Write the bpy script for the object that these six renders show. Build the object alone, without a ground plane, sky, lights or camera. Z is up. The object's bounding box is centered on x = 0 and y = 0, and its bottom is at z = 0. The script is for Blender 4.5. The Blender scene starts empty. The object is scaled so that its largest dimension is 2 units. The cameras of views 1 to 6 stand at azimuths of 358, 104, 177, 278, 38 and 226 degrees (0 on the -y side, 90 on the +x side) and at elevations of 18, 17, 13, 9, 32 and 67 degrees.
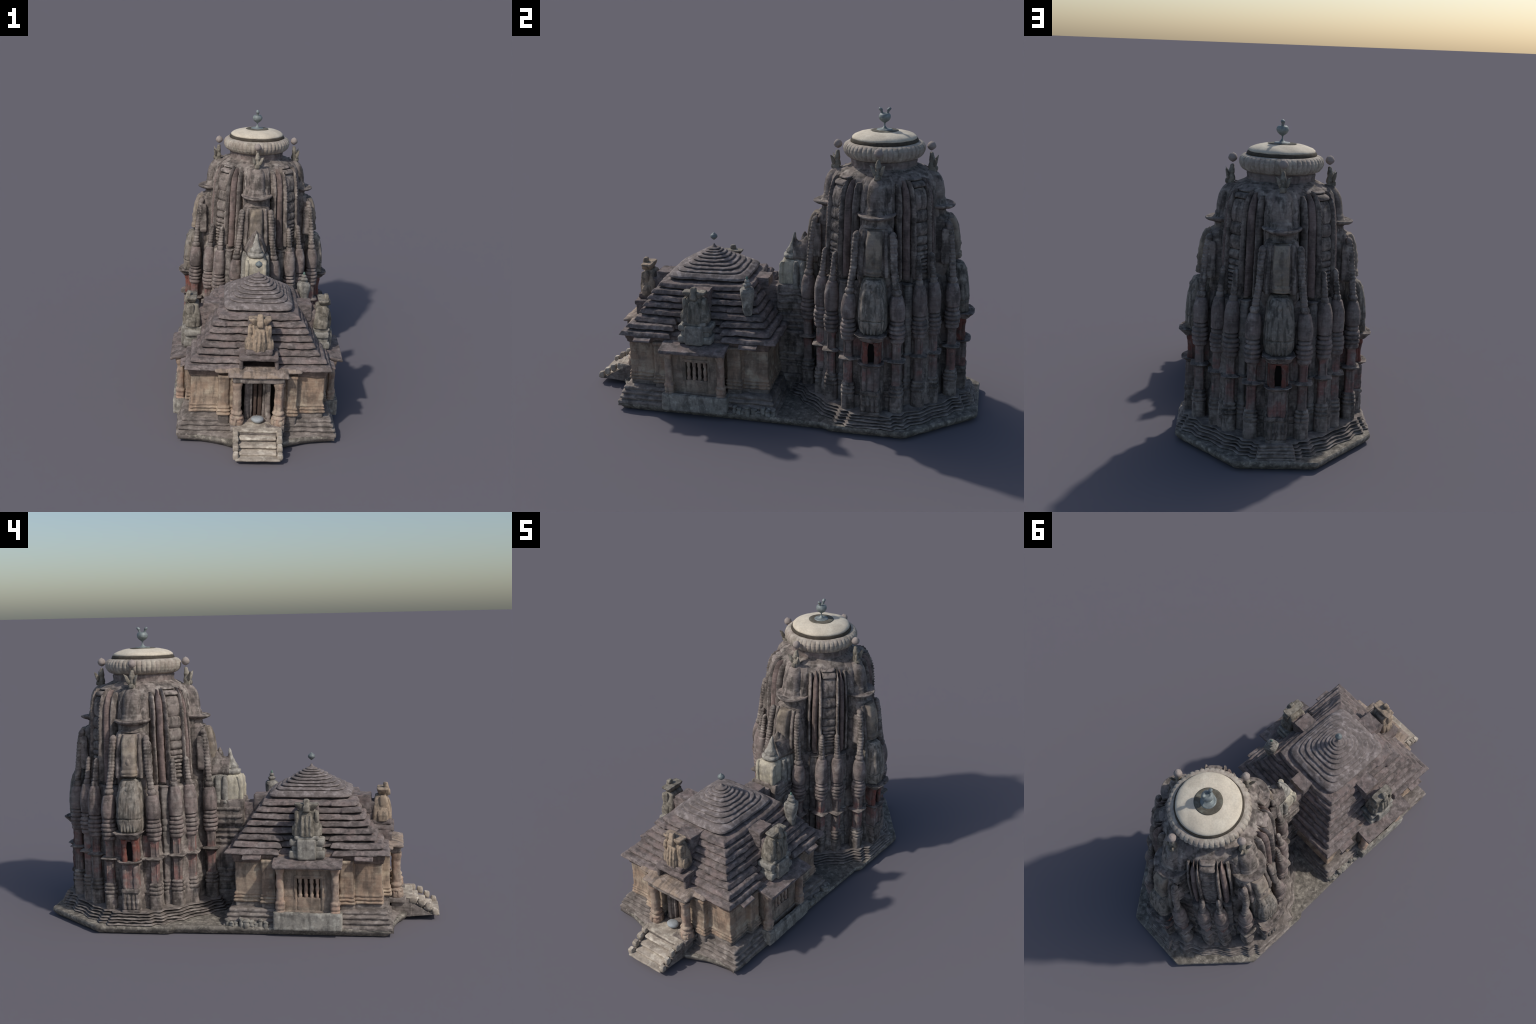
import bpy, math, random
import numpy as np
from math import sin, cos, pi, radians

random.seed(7)
RNG = np.random.default_rng(7)

# ------------------------------------------------------------------ noise
def _hash(ix, iy, iz, s):
    h = (ix * 374761393 + iy * 668265263 + iz * 2147483647 + s * 974634777) & 0xffffffff
    h = ((h ^ (h >> 13)) * 1274126177) & 0xffffffff
    h = ((h ^ (h >> 16)) * 2246822519) & 0xffffffff
    h = h ^ (h >> 15)
    return (h & 0xffff) / 32767.5 - 1.0

def vnoise(P, seed=0):
    """smooth value noise in [-1,1] for an (n,3) array"""
    F = np.floor(P).astype(np.int64)
    f = P - F
    f = f * f * (3 - 2 * f)
    out = 0
    for dx in (0, 1):
        wx = f[:, 0] if dx else 1 - f[:, 0]
        for dy in (0, 1):
            wy = f[:, 1] if dy else 1 - f[:, 1]
            for dz in (0, 1):
                wz = f[:, 2] if dz else 1 - f[:, 2]
                out = out + wx * wy * wz * _hash(F[:, 0] + dx, F[:, 1] + dy, F[:, 2] + dz, seed)
    return out

def erode(P, amp, freq, seed=0, squash=(1, 1, 1)):
    """vector noise: the same place always moves the same way, so joints stay shut"""
    Q = P * np.array(squash)
    D = np.zeros_like(P)
    for o, a in ((1, 1.0), (2.1, .55), (4.3, .3)):
        for k in range(3):
            D[:, k] += a * vnoise(Q * freq * o + 13.7 * k, seed + k)
    return P + D * amp

# ------------------------------------------------------------------ mesh builder
def offset_poly(P, o):
    """mitred outward offset of a counter-clockwise closed polygon"""
    P = np.asarray(P, float)
    a = P - np.roll(P, 1, 0)
    b = np.roll(P, -1, 0) - P
    na = np.stack([a[:, 1], -a[:, 0]], 1) / (np.linalg.norm(a, axis=1)[:, None] + 1e-12)
    nb = np.stack([b[:, 1], -b[:, 0]], 1) / (np.linalg.norm(b, axis=1)[:, None] + 1e-12)
    m = na + nb
    d = np.maximum((1 + (na * nb).sum(1)), .35)
    return P + m / d[:, None] * o

def dense(P, counts):
    out = []
    for i, c in enumerate(counts):
        p, q = P[i], P[(i + 1) % len(P)]
        t = np.arange(c)[:, None] / c
        out.append(p + (q - p) * t)
    return np.concatenate(out)

def dense_profile(prof, res):
    out = [prof[0]]
    for p, q in zip(prof[:-1], prof[1:]):
        d = math.hypot(q[0] - p[0], q[1] - p[1])
        c = max(1, int(math.ceil(d / res)))
        for k in range(1, c + 1):
            out.append(tuple(a + (b - a) * k / c for a, b in zip(p, q)))
    return out

def interp(table, z):
    """table of (z, a, b, ...) -> values at z, linear"""
    T = np.array(table, float)
    return [np.interp(z, T[:, 0], T[:, k]) for k in range(1, T.shape[1])]

def smoothen(R, it, cu=True):
    for _ in range(it):
        if cu:
            R = .5 * R + .25 * (np.roll(R, 1, 1) + np.roll(R, -1, 1))
        S = R.copy()
        S[1:-1] = .5 * R[1:-1] + .25 * (R[:-2] + R[2:])
        R = S
    return R

class Builder:
    def __init__(self):
        self.v, self.f, self.sm, self.mi, self.n = [], [], [], [], 0

    def _add(self, V, F, smooth, mi):
        self.v.append(np.asarray(V, float).reshape(-1, 3))
        self.f += [tuple(i + self.n for i in q) for q in F]
        self.sm += [smooth] * len(F)
        self.mi += [mi] * len(F)
        self.n += len(self.v[-1])

    def grid(self, R, caps=(True, True), mi=0, xf=None, smooth=True):
        R = np.asarray(R, float)
        if xf is not None:
            R = xf(R.reshape(-1, 3)).reshape(R.shape)
        m, n, _ = R.shape
        F = []
        for i in range(m - 1):
            for j in range(n):
                k = (j + 1) % n
                F.append((i * n + j, i * n + k, (i + 1) * n + k, (i + 1) * n + j))
        self._add(R, F, smooth, mi)
        for c, ring in ((caps[0], R[0][::-1]), (caps[1], R[-1])):
            if c:
                cen = ring.mean(0)
                self._add(np.vstack([ring, cen[None]]),
                          [(j, (j + 1) % n, n) for j in range(n)] if c == 'fan' else [tuple(range(n))], False, mi)

    def sweep(self, plan, prof, res=.008, smooth_it=1, mi=0, caps=(True, True), xf=None, warp=None, scale=None):
        plan = np.asarray(plan, float)
        e = np.linalg.norm(np.roll(plan, -1, 0) - plan, axis=1)
        cnt = [max(1, int(math.ceil(x / res))) for x in e]
        prof = dense_profile(prof, res)
        cen = plan.mean(0)
        R = []
        for p in prof:
            Q = plan if len(p) < 3 else cen + (plan - cen) * p[2]
            r = dense(offset_poly(Q, p[0]), cnt)
            R.append(np.column_stack([r, np.full(len(r), p[1])]))
        R = np.array(R)
        if warp is not None:
            R = warp(R)
        self.grid(smoothen(R, smooth_it), caps, mi, xf)

    def lathe(self, prof, cx=0, cy=0, n=24, mi=0, res=None, p=None, sx=1, sy=1, spine=None, caps=(True, True), xf=None, rib=None):
        """turned profile of (r, z); p = squareness table (z, p); spine = table (z, x, y)"""
        if res:
            prof = dense_profile(prof, res)
        t = np.arange(n) * 2 * pi / n
        R = []
        for r, z in prof:
            k = np.ones(n)
            if p is not None:
                q = interp(p, z)[0] if not np.isscalar(p) else p
                k = (abs(np.cos(t)) ** q + abs(np.sin(t)) ** q) ** (-1 / q)
            rr = r * k
            if rib is not None:
                rr = rr + rib(t, z)
            x, y = (cx, cy) if spine is None else interp(spine, z)
            R.append(np.column_stack([x + rr * np.cos(t) * sx, y + rr * np.sin(t) * sy, np.full(n, z)]))
        self.grid(np.array(R), caps, mi, xf)

    def box(self, x0, x1, y0, y1, z0, z1, mi=0, bev=.004, res=.007, top=(1, 1), xf=None, it=1, tilt=None):
        """rounded block; top = scale of its upper end; tilt = (dz/dx, dz/dy)"""
        bev = min(bev * .7, (x1 - x0) * .3, (y1 - y0) * .3, (z1 - z0) * .3)
        cx, cy = (x0 + x1) / 2, (y0 + y1) / 2
        plan = [(x0, y0), (x1, y0), (x1, y1), (x0, y1)]
        prof = [(-bev, z0), (0, z0 + bev), (0, z1 - bev), (-bev, z1)]

        def warp(R):
            t = np.clip((R[..., 2] - z0) / (z1 - z0), 0, 1)
            R[..., 0] = cx + (R[..., 0] - cx) * (1 + (top[0] - 1) * t)
            R[..., 1] = cy + (R[..., 1] - cy) * (1 + (top[1] - 1) * t)
            if tilt:
                R[..., 2] += tilt[0] * (R[..., 0] - cx) + tilt[1] * (R[..., 1] - cy)
            return R
        self.sweep(plan, prof, res, it, mi, xf=xf, warp=warp)

    def sheetloft(self, rings, mi=0, it=1, caps=(True, True), xf=None):
        self.grid(smoothen(np.array(rings), it), caps, mi, xf)

    def mesh(self, name, mats, amp=.0015, freq=45, seed=0, squash=(1, 1, 1)):
        V = np.concatenate(self.v)
        if amp:
            V = erode(V, amp, freq, seed, squash)
        V[:, 2] = np.maximum(V[:, 2], 0)
        me = bpy.data.meshes.new(name)
        me.from_pydata(V.tolist(), [], self.f)
        me.polygons.foreach_set('use_smooth', self.sm)
        me.polygons.foreach_set('material_index', self.mi)
        for m in (mats if isinstance(mats, (list, tuple)) else [mats]):
            me.materials.append(m)
        me.update()
        return me

def place(name, me, parent, loc=(0, 0, 0), rot=0.0):
    ob = bpy.data.objects.new(name, me)
    bpy.context.scene.collection.objects.link(ob)
    ob.parent = parent
    ob.location = loc
    ob.rotation_euler = (0, 0, rot)
    return ob

def rotz(a, cx=0, cy=0):
    c, s = cos(a), sin(a)
    def f(P):
        x, y = P[:, 0], P[:, 1]
        return np.column_stack([cx + c * x - s * y, cy + s * x + c * y, P[:, 2]])
    return f

def mirror_y(P):
    Q = P.copy(); Q[:, 1] *= -1
    return Q

# ------------------------------------------------------------------ materials
def stone(name, base, dark, light, extra=None, extra_amt=.0, streak=(34, 34, 9), patch=20.0, band=0.0,
          dark_amt=.6, light_amt=.55, rough=.9, bump=.25, grain=120, band_scale=110, metal=0.0, jitter=.12):
    m = bpy.data.materials.new(name)
    m.use_nodes = True
    nt = m.node_tree
    N, L = nt.nodes, nt.links
    for n in list(N):
        N.remove(n)
    out = N.new('ShaderNodeOutputMaterial')
    bs = N.new('ShaderNodeBsdfPrincipled')
    L.new(bs.outputs[0], out.inputs[0])
    bs.inputs['Roughness'].default_value = rough
    bs.inputs['Metallic'].default_value = metal
    bs.inputs['Specular IOR Level'].default_value = .25
    tc = N.new('ShaderNodeTexCoord')
    oi = N.new('ShaderNodeObjectInfo')
    off = N.new('ShaderNodeVectorMath'); off.operation = 'SCALE'
    comb = N.new('ShaderNodeCombineXYZ')
    for k in range(3):
        L.new(oi.outputs['Random'], comb.inputs[k])
    L.new(comb.outputs[0], off.inputs[0]); off.inputs['Scale'].default_value = 17.0
    add = N.new('ShaderNodeVectorMath'); add.operation = 'ADD'
    L.new(tc.outputs['Object'], add.inputs[0]); L.new(off.outputs[0], add.inputs[1])
    co = add.outputs[0]

    def noise(scale, detail=4, rough_=.6, mp=None):
        n = N.new('ShaderNodeTexNoise')
        n.inputs['Scale'].default_value = scale
        n.inputs['Detail'].default_value = detail
        n.inputs['Roughness'].default_value = rough_
        if mp:
            a = N.new('ShaderNodeMapping'); a.inputs['Scale'].default_value = mp
            L.new(co, a.inputs['Vector']); L.new(a.outputs[0], n.inputs['Vector'])
        else:
            L.new(co, n.inputs['Vector'])
        return n.outputs['Fac']

    def ramp(src, lo, hi):
        r = N.new('ShaderNodeMapRange'); r.interpolation_type = 'SMOOTHSTEP'
        r.inputs['From Min'].default_value = lo; r.inputs['From Max'].default_value = hi
        L.new(src, r.inputs['Value'])
        return r.outputs[0]

    def mul(a, k):
        x = N.new('ShaderNodeMath'); x.operation = 'MULTIPLY'
        L.new(a, x.inputs[0])
        if isinstance(k, float): x.inputs[1].default_value = k
        else: L.new(k, x.inputs[1])
        return x.outputs[0]

    def mix(a, b, fac, mode='MIX'):
        x = N.new('ShaderNodeMix'); x.data_type = 'RGBA'; x.blend_type = mode
        if isinstance(a, tuple): x.inputs[6].default_value = (*a, 1)
        else: L.new(a, x.inputs[6])
        if isinstance(b, tuple): x.inputs[7].default_value = (*b, 1)
        else: L.new(b, x.inputs[7])
        if isinstance(fac, float): x.inputs[0].default_value = fac
        else: L.new(fac, x.inputs[0])
        return x.outputs[2]

    col = mix(base, light, mul(ramp(noise(patch * 1.6, 2.5, .5), .50, .66), light_amt))
    if extra:
        col = mix(col, extra, mul(ramp(noise(patch * .7, 3), .46, .60), extra_amt))
    # dark weathering that runs down the stone, and lichen patches of two sizes
    col = mix(col, dark, mul(ramp(noise(1.0, 4, .55, streak), .47, .63), dark_amt))
    col = mix(col, dark, mul(ramp(noise(patch * 1.1, 3, .5), .50, .66), dark_amt * .85))
    col = mix(col, light, mul(ramp(noise(patch * 3.1, 2, .5), .56, .70), light_amt * .45))
    col = mix(col, dark, mul(ramp(noise(patch * .45, 3, .5), .50, .68), dark_amt * .55))
    if band:
        bn = noise(1.0, 3, .6, (5, 5, band_scale))
        col = mix(col, dark, mul(ramp(bn, .50, .62), band))
        col = mix(col, light, mul(ramp(bn, .49, .36), band * .6))
    g = noise(grain, 3, .7)
    hs = N.new('ShaderNodeHueSaturation')
    v = N.new('ShaderNodeMapRange'); v.inputs['To Min'].default_value = .90; v.inputs['To Max'].default_value = 1.10
    v.inputs['From Min'].default_value = .3; v.inputs['From Max'].default_value = .7
    L.new(g, v.inputs['Value'])
    if jitter:
        j = N.new('ShaderNodeMapRange'); j.inputs['To Min'].default_value = 1 - jitter; j.inputs['To Max'].default_value = 1 + jitter
        L.new(oi.outputs['Random'], j.inputs['Value'])
        L.new(mul(v.outputs[0], j.outputs[0]), hs.inputs['Value'])
    else:
        L.new(v.outputs[0], hs.inputs['Value'])
    L.new(col, hs.inputs['Color'])
    L.new(hs.outputs[0], bs.inputs['Base Color'])
    if bump:
        bp = N.new('ShaderNodeBump'); bp.inputs['Strength'].default_value = bump; bp.inputs['Distance'].default_value = .004
        h = N.new('ShaderNodeMath'); h.operation = 'ADD'
        L.new(noise(70, 5, .65), h.inputs[0])
        L.new(noise(1.0, 3, .6, (6, 6, 90)), h.inputs[1])
        L.new(h.outputs[0], bp.inputs['Height'])
        L.new(bp.outputs[0], bs.inputs['Normal'])
    return m

GREY = stone('weathered_grey_stone', (0.236, 0.197, 0.173), (0.051, 0.044, 0.039), (0.408, 0.361, 0.315), extra=(0.239, 0.193, 0.175), extra_amt=.5, band=0.17, dark_amt=.7, light_amt=.65)  # base scaled darker to take in the original's baked crevice shading
PINK = stone('pinkish_stone', (0.243, 0.190, 0.172), (0.088, 0.072, 0.066), (0.353, 0.305, 0.274), extra=(0.203, 0.177, 0.159), extra_amt=.6, band=0.15, dark_amt=.65, light_amt=.65)  # lowered along with the grey, for occlusion shade on the tower
SHAFT = stone('reddish_shaft_stone', (0.242, 0.191, 0.172), (0.084, 0.070, 0.063), (0.372, 0.312, 0.279), extra=(.285, .125, .108), extra_amt=.7, band=0.15, streak=(70, 70, 6))
RED = stone('red_niche_stone', (.215, .080, .062), (.075, .05, .043), (.235, .165, .14), dark_amt=.7, light_amt=.6, extra=(.16, .12, .105), extra_amt=.7, patch=30)
ROOF = stone('dark_roof_stone', (.195, .160, .148), (.075, .064, .060), (.33, .28, .26), extra=(.225, .165, .15), extra_amt=.5, streak=(26, 26, 70), dark_amt=.6, patch=22)
DOME = stone('dome_roof_stone', (.205, .172, .16), (.09, .076, .07), (.40, .35, .335), streak=(20, 20, 45), dark_amt=.5, patch=20)
WALL = stone('ochre_wall_stone', (.345, .262, .195), (.11, .086, .07), (.52, .44, .33), extra=(.33, .205, .135), extra_amt=.45, band=.16, band_scale=90, dark_amt=.55, patch=13)
PLAT = stone('platform_stone', (.225, .19, .168), (.078, .066, .058), (.38, .335, .295), band=0.17, streak=(18, 18, 50))
STEP = stone('worn_step_stone', (.41, .35, .285), (.14, .115, .095), (.66, .595, .49), streak=(14, 14, 50), dark_amt=.4, light_amt=.7, patch=20)
SLAB = stone('slab_stone', (.235, .208, .175), (.08, .072, .062), (.45, .405, .335), streak=(30, 30, 30), patch=34, dark_amt=.6, light_amt=.7)
CREAM = stone('cream_disc_stone', (.62, .545, .43), (.36, .31, .24), (.70, .64, .52), streak=(14, 14, 14), dark_amt=.2, light_amt=.4, bump=.10, patch=12)
RIBST = stone('ribbed_disc_stone', (.48, .425, .355), (.20, .165, .13), (.64, .575, .475), dark_amt=.4, extra=(.40, .31, .265), extra_amt=.4, bump=.15, patch=24)
BAND = stone('dark_groove_stone', (.085, .07, .052), (.05, .042, .034), (.14, .115, .085), bump=.1)
PALE = stone('pale_panel_stone', (0.484, 0.432, 0.335), (0.233, 0.205, 0.163), (0.632, 0.577, 0.428), extra=(0.372, 0.339, 0.293), extra_amt=.6, dark_amt=.5, streak=(50, 50, 9))
BALL = stone('finial_ball_stone', (.31, .262, .235), (.22, .18, .165), (.38, .33, .29), dark_amt=.3, bump=.1)
TEAL = stone('green_bronze', (.20, .225, .222), (.12, .135, .14), (.32, .36, .345), dark_amt=.4, rough=.55, metal=.2, bump=.08)
LIGHT = stone('pale_grey_stone', (0.290, 0.268, 0.233), (0.092, 0.084, 0.075), (0.484, 0.458, 0.396), dark_amt=.6, patch=24)
DARK = stone('black_painted_interior_shade', (.012, .010, .009), (.008, .007, .006), (.016, .013, .012), bump=0, jitter=0)  # near-black albedo paints the darkness inside niche and porch
PORCH = stone('porch_roof_stone', (.26, .205, .17), (.10, .082, .07), (.40, .335, .29), extra=(.30, .22, .15), extra_amt=.5, streak=(60, 14, 14))
CORN = stone('brown_cornice_stone', (.20, .145, .12), (.09, .07, .06), (.28, .21, .17), band=0.15)

# ------------------------------------------------------------------ root
root = bpy.data.objects.new('stone_temple', None)
bpy.context.scene.collection.objects.link(root)
root['label'] = 'weathered Hindu stone temple with curved tower and pyramid-roofed hall'
root['category'] = 'temple'

# ------------------------------------------------------------------ base slab
b = Builder()
half = [(.137, -.838), (.17, -.818), (.22, -.797), (.30, -.774), (.405, -.758), (.418, -.1), (.432, .285), (.452, .305), (.458, .675), (.183, .998)]
plan = half + [(-x, y) for x, y in reversed(half)]
b.sweep(plan, [(-.022, 0), (-.010, .012), (-.002, .022), (0, .028), (0, .036), (-.005, .041)], res=.012, smooth_it=1)
place('base_slab', b.mesh('base_slab', SLAB, .0014, 32), root)

# ------------------------------------------------------------------ tower
TY = .506
def octant_plan(pts):
    """repeat an eighth of a plan (angle 0..45 degrees) with the tower's eightfold mirror symmetry"""
    seq = []
    q = list(pts)
    quarter = q + [(y, x) for x, y in reversed(q)]
    if abs(q[-1][0] - q[-1][1]) < 1e-6:
        quarter = q + [(y, x) for x, y in reversed(q[:-1])]
    for k in range(4):
        a = k * pi / 2
        for x, y in quarter[:-1] if abs(quarter[0][1]) < 1e-6 else quarter:
            seq.append((round(x * cos(a) - y * sin(a), 6), round(x * sin(a) + y * cos(a), 6)))
    return seq

# wavy plinth courses
PL = [(.432, 0), (.432, .098), (.405, .108), (.405, .150), (.366, .166), (.338, .226), (.273, .273)]
tower = Builder()
def body_levels(levels, res_u=6):
    """levels: (z, octant points) with equal point counts"""
    rings = []
    for z, pts in levels:
        P = np.array(octant_plan(pts))
        cnt = [res_u] * len(P)
        Q = dense(P, cnt)
        rings.append(np.column_stack([Q, np.full(len(Q), z)]))
    out = [rings[0]]
    for a, c in zip(rings[:-1], rings[1:]):
        k = max(1, int(math.ceil(abs(c[0, 2] - a[0, 2]) / .012)))
        for i in range(1, k + 1):
            out.append(a + (c - a) * i / k)
    return np.array(out)

lower = [(.366, 0), (.366, .050), (.322, .062), (.288, .128), (.252, .152), (.268, .188), (.262, .222), (.246, .246)]
def scl(p, s): return [(x * s, y * s) for x, y in p]
low_levels = [(.05, scl(lower, 1.03)), (.10, scl(lower, 1.03)), (.172, scl(lower, 1.03)), (.178, scl(lower, 1.005)), (.186, scl(lower, 1.03)), (.193, scl(lower, 1.03)),
              (.199, scl(lower, 1.005)), (.206, scl(lower, 1.025)), (.212, scl(lower, 1.025)), (.218, scl(lower, 1.0)), (.225, scl(lower, 1.015)), (.232, scl(lower, .99)),
              (.350, scl(lower, .985)), (.357, scl(lower, 1.03)), (.364, scl(lower, 1.03)), (.371, scl(lower, .985)), (.45, scl(lower, .975)), (.47, scl(lower, 1.0)),
              (.50, scl(lower, 1.0)), (.54, scl(lower, .98)), (.62, scl(lower, .965)), (.685, scl(lower, .93)), (.70, scl(lower, .92)), (.705, scl(lower, .87))]
tower.grid(smoothen(body_levels(low_levels), 1), (True, True))
u0 = [(.320, 0), (.320, .068), (.280, .080), (.232, .098), (.236, .130), (.236, .164), (.212, .192), (.200, .200)]
u1 = [(.300, 0), (.300, .066), (.262, .076), (.222, .092), (.226, .124), (.226, .158), (.206, .186), (.195, .195)]
u2 = [(.270, 0), (.270, .066), (.236, .074), (.208, .088), (.216, .120), (.216, .150), (.199, .177), (.188, .188)]
u3 = [(.250, 0), (.250, .068), (.222, .074), (.200, .086), (.206, .116), (.204, .143), (.189, .169), (.180, .180)]
u4 = [(.230, 0), (.230, .066), (.218, .074), (.213, .086), (.206, .106), (.197, .130), (.178, .156), (.168, .168)]
u5 = [(.206, 0), (.204, .054), (.200, .066), (.194, .078), (.186, .098), (.176, .120), (.158, .140), (.149, .149)]
u6 = [(.157, 0), (.155, .038), (.151, .045), (.147, .056), (.139, .075), (.131, .089), (.118, .104), (.111, .111)]
tower.grid(smoothen(body_levels([(.69, scl(u0, .94)), (.71, u0), (.80, u1), (.95, scl(u1, .93)), (1.0, u2), (1.10, u3), (1.16, u4), (1.195, u5), (1.205, u6), (1.212, u6)]), 2), (True, True))
tower_ob = place('tower', tower.mesh('tower', GREY, .0022, 40, 1, (1, 1, 2.2)), root, (0, TY, 0))

# plinth courses: five wavy projecting layers
for i in range(5):
    z = .040 + .0128 * i
    o = .024 - .0075 * i
    b = Builder()
    b.sweep(octant_plan(PL), [(-.05 + o, z + .0015), (o - .016, z + .0015), (o - .002, z + .0035), (o, z + .006), (o - .002, z + .0085), (o - .05, z + .0125)], res=.006, smooth_it=1,
            caps=(True, True))
    place('plinth_course', b.mesh('plinth_course', PLAT, .003, 28, 20 + i), tower_ob)

b = Builder()
for i in range(5):
    b.box(-.088 + .003 * i, .088 - .003 * i, .38, .475 - .0065 * i, .037 + .0128 * i, .0495 + .0128 * i, bev=.003, tilt=(0, -.04))
place('door_step', b.mesh('door_step', PLAT, .003, 30, 30), tower_ob)

# --- columns -----------------------------------------------------
base_part = [(.032, .096), (.032, .17), (.026, .176), (.0345, .182), (.035, .192), (.0255, .197), (.033, .203), (.033, .211), (.0245, .216), (.030, .221), (.030, .228), (.0225, .234)]
shaft_part = [(.0225, .234), (.021, .245), (.0205, .338), (.024, .345)]
abacus = [(.024, .346), (.030, .353), (.0425, .3575), (.0425, .3605), (.030, .3635), (.021, .367)]
upper_shaft = [(.021, .367), (.0195, .376), (.0195, .428), (.023, .445)]
cushion = [(.023, .445), (.033, .454), (.0345, .465), (.0275, .4705), (.037, .476), (.0375, .487), (.028, .4925), (.039, .498), (.039, .509), (.028, .5145), (.0375, .519), (.036, .530), (.0235, .536), (.032, .5405), (.032, .5495), (.0235, .555)]
SQ = [(.09, 4), (.235, 3.2), (.24, 5), (.34, 5), (.36, 6), (.43, 4.5), (.46, 2.3), (.98, 2.2)]

def ringed(z0, z1, r0, r1, step):
    out = []
    n = int(round((z1 - z0) / step))
    for i in range(n):
        a = z0 + (z1 - z0) * i / n
        h = (z1 - z0) / n
        r = r0 + (r1 - r0) * i / n
        out += [(r * .86, a), (r, a + h * .25), (r * 1.02, a + h * .7), (r * .88, a + h * .97)]
    return out + [(r1 * .7, z1 + .004), (r1 * .35, z1 + .009)]

def column(bottle, knob, rod, spine):
    b = Builder()
    for part, mi in ((base_part, 0), (shaft_part, 1), (abacus, 0), (upper_shaft, 1), (cushion, 2), (bottle, 2), (knob + rod, 0)):
        b.lathe(part, n=28, res=.005, p=SQ, spine=spine, mi=mi, caps=(part is base_part, part[-1][1] > .75))
    # vertical grooves: slim fillets standing against the shafts
    for a in (-.0135, .0135):
        for z0, z1 in ((.236, .344), (.371, .44)):
            x, y = interp(spine, z0)
            b.box(x + .008, x + .0245, y + a - .0032, y + a + .0032, z0, z1, mi=1, bev=.002, res=.01)
    return b

flank = column([(.0235, .555), (.0335, .560), (.0365, .59), (.035, .625), (.030, .655), (.026, .668), (.017, .674)],
               [(.017, .674), (.021, .680), (.0235, .688), (.020, .697), (.014, .704)],
               ringed(.704, .955, .0168, .0160, .0165),
               [(.09, .350, .113), (.60, .350, .113), (.68, .347, .109), (.75, .342, .100), (.80, .338, .092), (.90, .328, .087), (.965, .316, .082)])
corner = column([(.0235, .555), (.033, .5595), (.0355, .60), (.034, .645), (.028, .682), (.023, .699), (.017, .703)],
                [(.017, .703), (.0185, .712), (.0175, .722), (.012, .729)],
                ringed(.729, .832, .0150, .0120, .0145),
                [(.09, .268, .208), (.66, .266, .206), (.72, .262, .202), (.84, .250, .193)])
# wall panels that stand between the side columns and the corner columns
b = Builder()
pan = [(.024, .096), (.025, .168), (.019, .175), (.026, .182), (.026, .190), (.019, .196), (.025, .202), (.025, .210), (.018, .215), (.023, .220), (.023, .227), (.018, .233), (.0175, .340), (.022, .349), (.0265, .3565), (.0265, .360), (.0175, .366),
       (.0175, .44), (.021, .455), (.021, .47), (.019, .475), (.0225, .485), (.0225, .50), (.0195, .505), (.0225, .515), (.022, .535), (.018, .54), (.022, .56), (.0225, .62), (.021, .675), (.019, .694), (.022, .698), (.022, .703), (.012, .705)]
for s in (-1, 1):
    b.lathe(pan, n=28, res=.005, p=6, spine=[(.09, .304, s * .0), (.60, .302, 0), (.71, .292, 0)], xf=rotz(s * radians(30.0)), mi=0)
panel_me = b.mesh('wall_panel', [stone('grey_panel_stone', (.225, .198, .178), (.065, .058, .052), (.37, .33, .29), extra=(.235, .18, .165), extra_amt=.5, band=.2)], .0018, 50, 7)
for k in range(4):
    place('wall_panel', panel_me, tower_ob, rot=k * pi / 2)

cmats = [GREY, SHAFT, PINK]
fl_me = flank.mesh('flanking_column', cmats, .0010, 55, 3)
co_me = corner.mesh('corner_column', cmats, .0010, 55, 4)
def mirrored(b, name, seed):
    c = Builder()
    c.v = [v * np.array([1, -1, 1]) for v in b.v]
    c.f = [tuple(reversed(f)) for f in b.f]
    c.sm, c.mi, c.n = b.sm, b.mi, b.n
    return c.mesh(name, cmats, .0010, 55, seed)
fl_mi = mirrored(flank, 'flanking_column', 5)
co_mi = mirrored(corner, 'corner_column', 6)
for k in range(4):
    for nm, me in (('flanking_column', fl_me), ('flanking_column', fl_mi), ('corner_column', co_me), ('corner_column', co_mi)):
        place(nm, me, tower_ob, rot=k * pi / 2)

# --- one face of the tower (outward = +x, along = y) --------------
def ellipse_loft(b, rows, n=36, mi=0, res=.008, caps=(True, True), p=2.0, flute=None):
    """rows of (z, centre x, rx, ry)"""
    T = np.array(rows)
    zs = []
    for a, c in zip(T[:-1, 0], T[1:, 0]):
        k = max(1, int(math.ceil((c - a) / res)))
        zs += list(a + (c - a) * np.arange(k) / k)
    zs.append(T[-1, 0])
    t = np.arange(n) * 2 * pi / n
    k = (abs(np.cos(t)) ** p + abs(np.sin(t)) ** p) ** (-1 / p)
    R = []
    for z in zs:
        c, rx, ry = interp(rows, z)
        m = k * (1 if flute is None else 1 + flute(t, z))
        R.append(np.column_stack([c + rx * np.cos(t) * m, ry * np.sin(t) * m, np.full(n, z)]))
    b.grid(np.array(R), caps, mi)

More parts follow.
